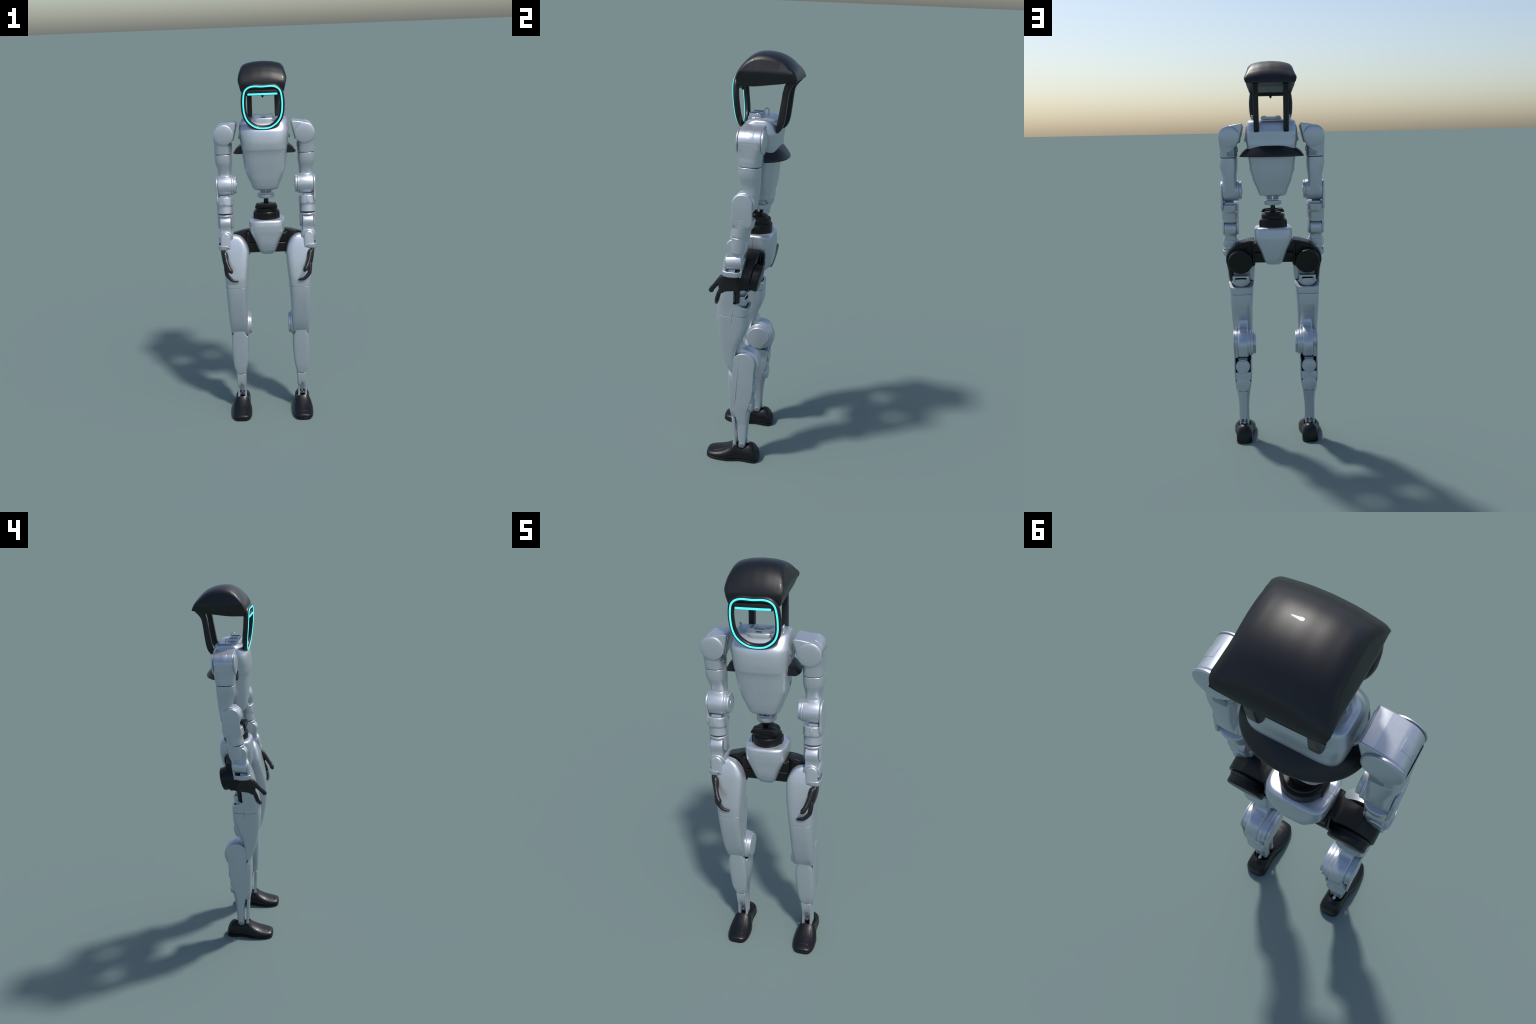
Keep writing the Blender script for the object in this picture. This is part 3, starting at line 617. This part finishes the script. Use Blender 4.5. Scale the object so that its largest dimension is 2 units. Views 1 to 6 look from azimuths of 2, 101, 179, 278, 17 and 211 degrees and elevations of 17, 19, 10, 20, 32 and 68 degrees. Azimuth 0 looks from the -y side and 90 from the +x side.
# forearm frame: axis leaning forward going down
TILT = 10.0
def fa(y0=-0.018, z0=1.262):
    return (y0, z0)
FP = fa()
FD = (0, -math.sin(math.radians(TILT)), -math.cos(math.radians(TILT)))
def at(s):  # point on the forearm axis, s metres below the collar datum
    return (0.2245, FP[0] + FD[1] * s, FP[1] + FD[2] * s)
yp = arc(-0.0150, 1.3550, 0.0475, 180, 0, 30) + [(0.0330, 1.32), (0.0340, 1.29), (0.0335, 1.270), (0.0240, 1.2500), (-0.0600, 1.2540), (-0.0670, 1.275), (-0.0625, 1.31)]
yoke = slab("forearm_yoke", fillet(yp, [0] * 30 + [0.03, 0.03, 0.02, 0.012, 0.014, 0.03, 0.03]), 'x', 0.2570, 0.2690, SILVER, None, 0.007, 5)
arm.append(yoke)
fore = body("forearm_collar", [(1.2435, 0.1783, 0.2689, -0.0720, 0.0290, 2.5000), (1.2550, 0.1778, 0.2694, -0.0725, 0.0350, 2.5000), (1.2880, 0.1778, 0.2694, -0.0725, 0.0355, 2.5000)], SILVER, None, r0=0.002, r1=0.005, steps=8, warp=lambda P: rotx(P, -TILT, FP))
arm.append(fore)
arm.append(box("collar_tab", (0.2185, 0.2325), (-0.0752, -0.055), (1.2470, 1.286), SILVER, fore, 0.002, 0.002, tilt=-TILT, pivot=FP))
arm.append(box("collar_block", (0.2030, 0.2520), (-0.046, 0.008), (1.276, 1.297), SILVER, fore, 0.003, 0.006, tilt=-TILT, pivot=FP))
arm.append(lathe("forearm_barrel", [(0.001, 0.0), (0.0450, 0.0), (0.0450, 0.0625), (0.0435, 0.0635), (0.001, 0.0635)], at(0), FD, SILVER, fore))
# wrist fork: barrel end with two cheeks
fork = body("wrist_fork", [(1.118, 0.1805, 0.2685, -0.062, -0.006, 3.0), (1.13, 0.1805, 0.2685, -0.069, 0.004, 2.6), (1.155, 0.1800, 0.2690, -0.0745, 0.0125, 2.2), (1.1925, 0.1800, 0.2690, -0.0740, 0.0155, 2.0), (1.1975, 0.1800, 0.2690, -0.0740, 0.0155, 2.0)], SILVER, fore, r0=0.010, r1=0.004, steps=24,
            warp=lambda P: P)
cut(fork, box("cut", (0.1925, 0.2565), (-0.3, 0.3), (1.05, 1.1875), SILVER, axis='y', rad=0.006),
    slab("cut", [(-0.3, 1.30), (-0.3, 1.0), (0.3, 1.0), (0.3, 1.30), (0.03, 1.22), (0.012, 1.168), (0.004, 1.150)] + arc(-0.034, 1.149, 0.0335, 0, -180, 30) + [(-0.0675, 1.16), (-0.074, 1.175), (-0.08, 1.22)], 'x', 0.0, 0.4, SILVER, bevel=0))
arm.append(fork)
# wrist link: drum across x above, drum along y below
wl = slab("wrist_link", spline([(-0.036, 1.188), (-0.066, 1.184), (-0.083, 1.168), (-0.0865, 1.150), (-0.083, 1.128), (-0.0835, 1.112), (-0.088, 1.090), (-0.086, 1.06), (-0.060, 1.045), (-0.025, 1.045), (-0.009, 1.06), (-0.004, 1.090), (-0.002, 1.112), (0.007, 1.132), (0.0105, 1.152), (0.006, 1.172), (-0.010, 1.186)], 6), 'x', 0.1945, 0.2545, SILVER, fore, 0.006, 4)
arm.append(wl)
arm.append(disc("wrist_drum", (0.2250, -0.0465, 1.0755), (0, 0.99, 0.14), 0.0410, -0.0380, 0.0380, SILVER, wl, 0.006))
# wrist hoop: front and back round-topped plates on a base ring
hp = arc(0.2275, 1.0730, 0.0275, 180, 0, 24) + [(0.2555, 1.04), (0.2600, 1.012), (0.205, 1.006), (0.2000, 1.012), (0.1998, 1.04)]
hoop = slab("wrist_hoop", fillet(hp, [0] * 24 + [0.01, 0.006, 0.006, 0.006, 0.01]), 'y', -0.0985, -0.0780, SILVER, None, 0.0100, 7, tilt=-8, pivot=(-0.055, 1.06))
arm.append(hoop)
arm.append(slab("wrist_hoop_plate", fillet(hp, [0] * 24 + [0.01, 0.006, 0.006, 0.006, 0.01]), 'y', -0.0165, -0.0050, SILVER, hoop, 0.005, 4, tilt=-8, pivot=(-0.055, 1.06)))
base = body("wrist_base", [(1.0045, 0.204, 0.2650, -0.096, -0.024, 3.0), (1.012, 0.2005, 0.2695, -0.1035, -0.016, 3.2), (1.034, 0.2000, 0.2705, -0.1050, -0.010, 3.4)], SILVER, hoop, r0=0.005, r1=0.003, steps=10)
cut(base, body("cut", [(1.0145, 0.2100, 0.2665, -0.0915, -0.016, 3.4), (1.06, 0.2100, 0.2665, -0.0915, -0.016, 3.4)], SILVER, r0=0, r1=0, steps=3))
arm.append(base)
arm.append(box("wrist_plug", (0.212, 0.262), (-0.075, -0.028), (1.008, 1.024), DARKSILVER, hoop, 0.003, 0.01))

# hand: palm plate, thumb and two curled fingers
palm = body("hand", [
    (0.9135, 0.2300, 0.2430, -0.108, -0.075, 2.4), (0.921, 0.2235, 0.2450, -0.1160, -0.030, 2.6), (0.933, 0.2165, 0.2480, -0.1215, -0.0185, 2.8), (0.955, 0.2125, 0.2520, -0.1235, -0.0190, 2.8), (0.975, 0.2120, 0.2545, -0.1225, -0.027, 2.7), (0.993, 0.2160, 0.2565, -0.1175, -0.036, 2.6), (1.005, 0.2290, 0.2575, -0.106, -0.042, 2.4), (1.014, 0.2380, 0.2565, -0.092, -0.045, 2.2)], BLACK, None, r0=0.003, r1=0.002, steps=30)
arm.append(palm)
arm.append(tube("thumb_knuckle", [(0.2340, -0.106, 0.990), (0.2310, -0.114, 0.978), (0.229, -0.120, 0.966)], [0.0155, 0.0160, 0.0145], BLACK, palm))
arm.append(tube("thumb", spline([(0.2300, -0.120, 0.977), (0.2265, -0.131, 0.960), (0.2190, -0.146, 0.940), (0.2115, -0.159, 0.924)], 5, False), [0.0120] * 8 + [0.0113] * 8, BLACK, palm))
arm.append(tube("thumb_tip", spline([(0.2130, -0.157, 0.926), (0.2070, -0.163, 0.917), (0.2010, -0.167, 0.908), (0.1985, -0.169, 0.9045)], 4, False), [0.0116] * 4 + [0.0124] * 5 + [0.0112, 0.0103, 0.0095, 0.0085], BLACK, palm))
def finger(y0, y1):
    d = y1 - y0
    arm.append(tube("finger", [(0.2310, y0, 0.925), (0.2295, y0 + d * 0.3, 0.905), (0.2270, y0 + d * 0.6, 0.881)], [0.0112, 0.0112, 0.0102], BLACK, palm))
    arm.append(tube("finger_middle", [(0.2262, y0 + d * 0.62, 0.8770), (0.2130, y0 + d * 0.8, 0.8620), (0.1995, y1 - d * 0.05, 0.8490)], [0.0100, 0.0098, 0.0084], BLACK, palm))
    arm.append(tube("finger_tip", [(0.1990, y1 - d * 0.05, 0.8488), (0.186, y1, 0.8445), (0.1740, y1, 0.8430), (0.1665, y1, 0.8422)], [0.0084, 0.0076, 0.0060, 0.0042], BLACK, palm))
finger(-0.114, -0.142)
finger(-0.033, -0.0335)
for o in arm: mirror(o)
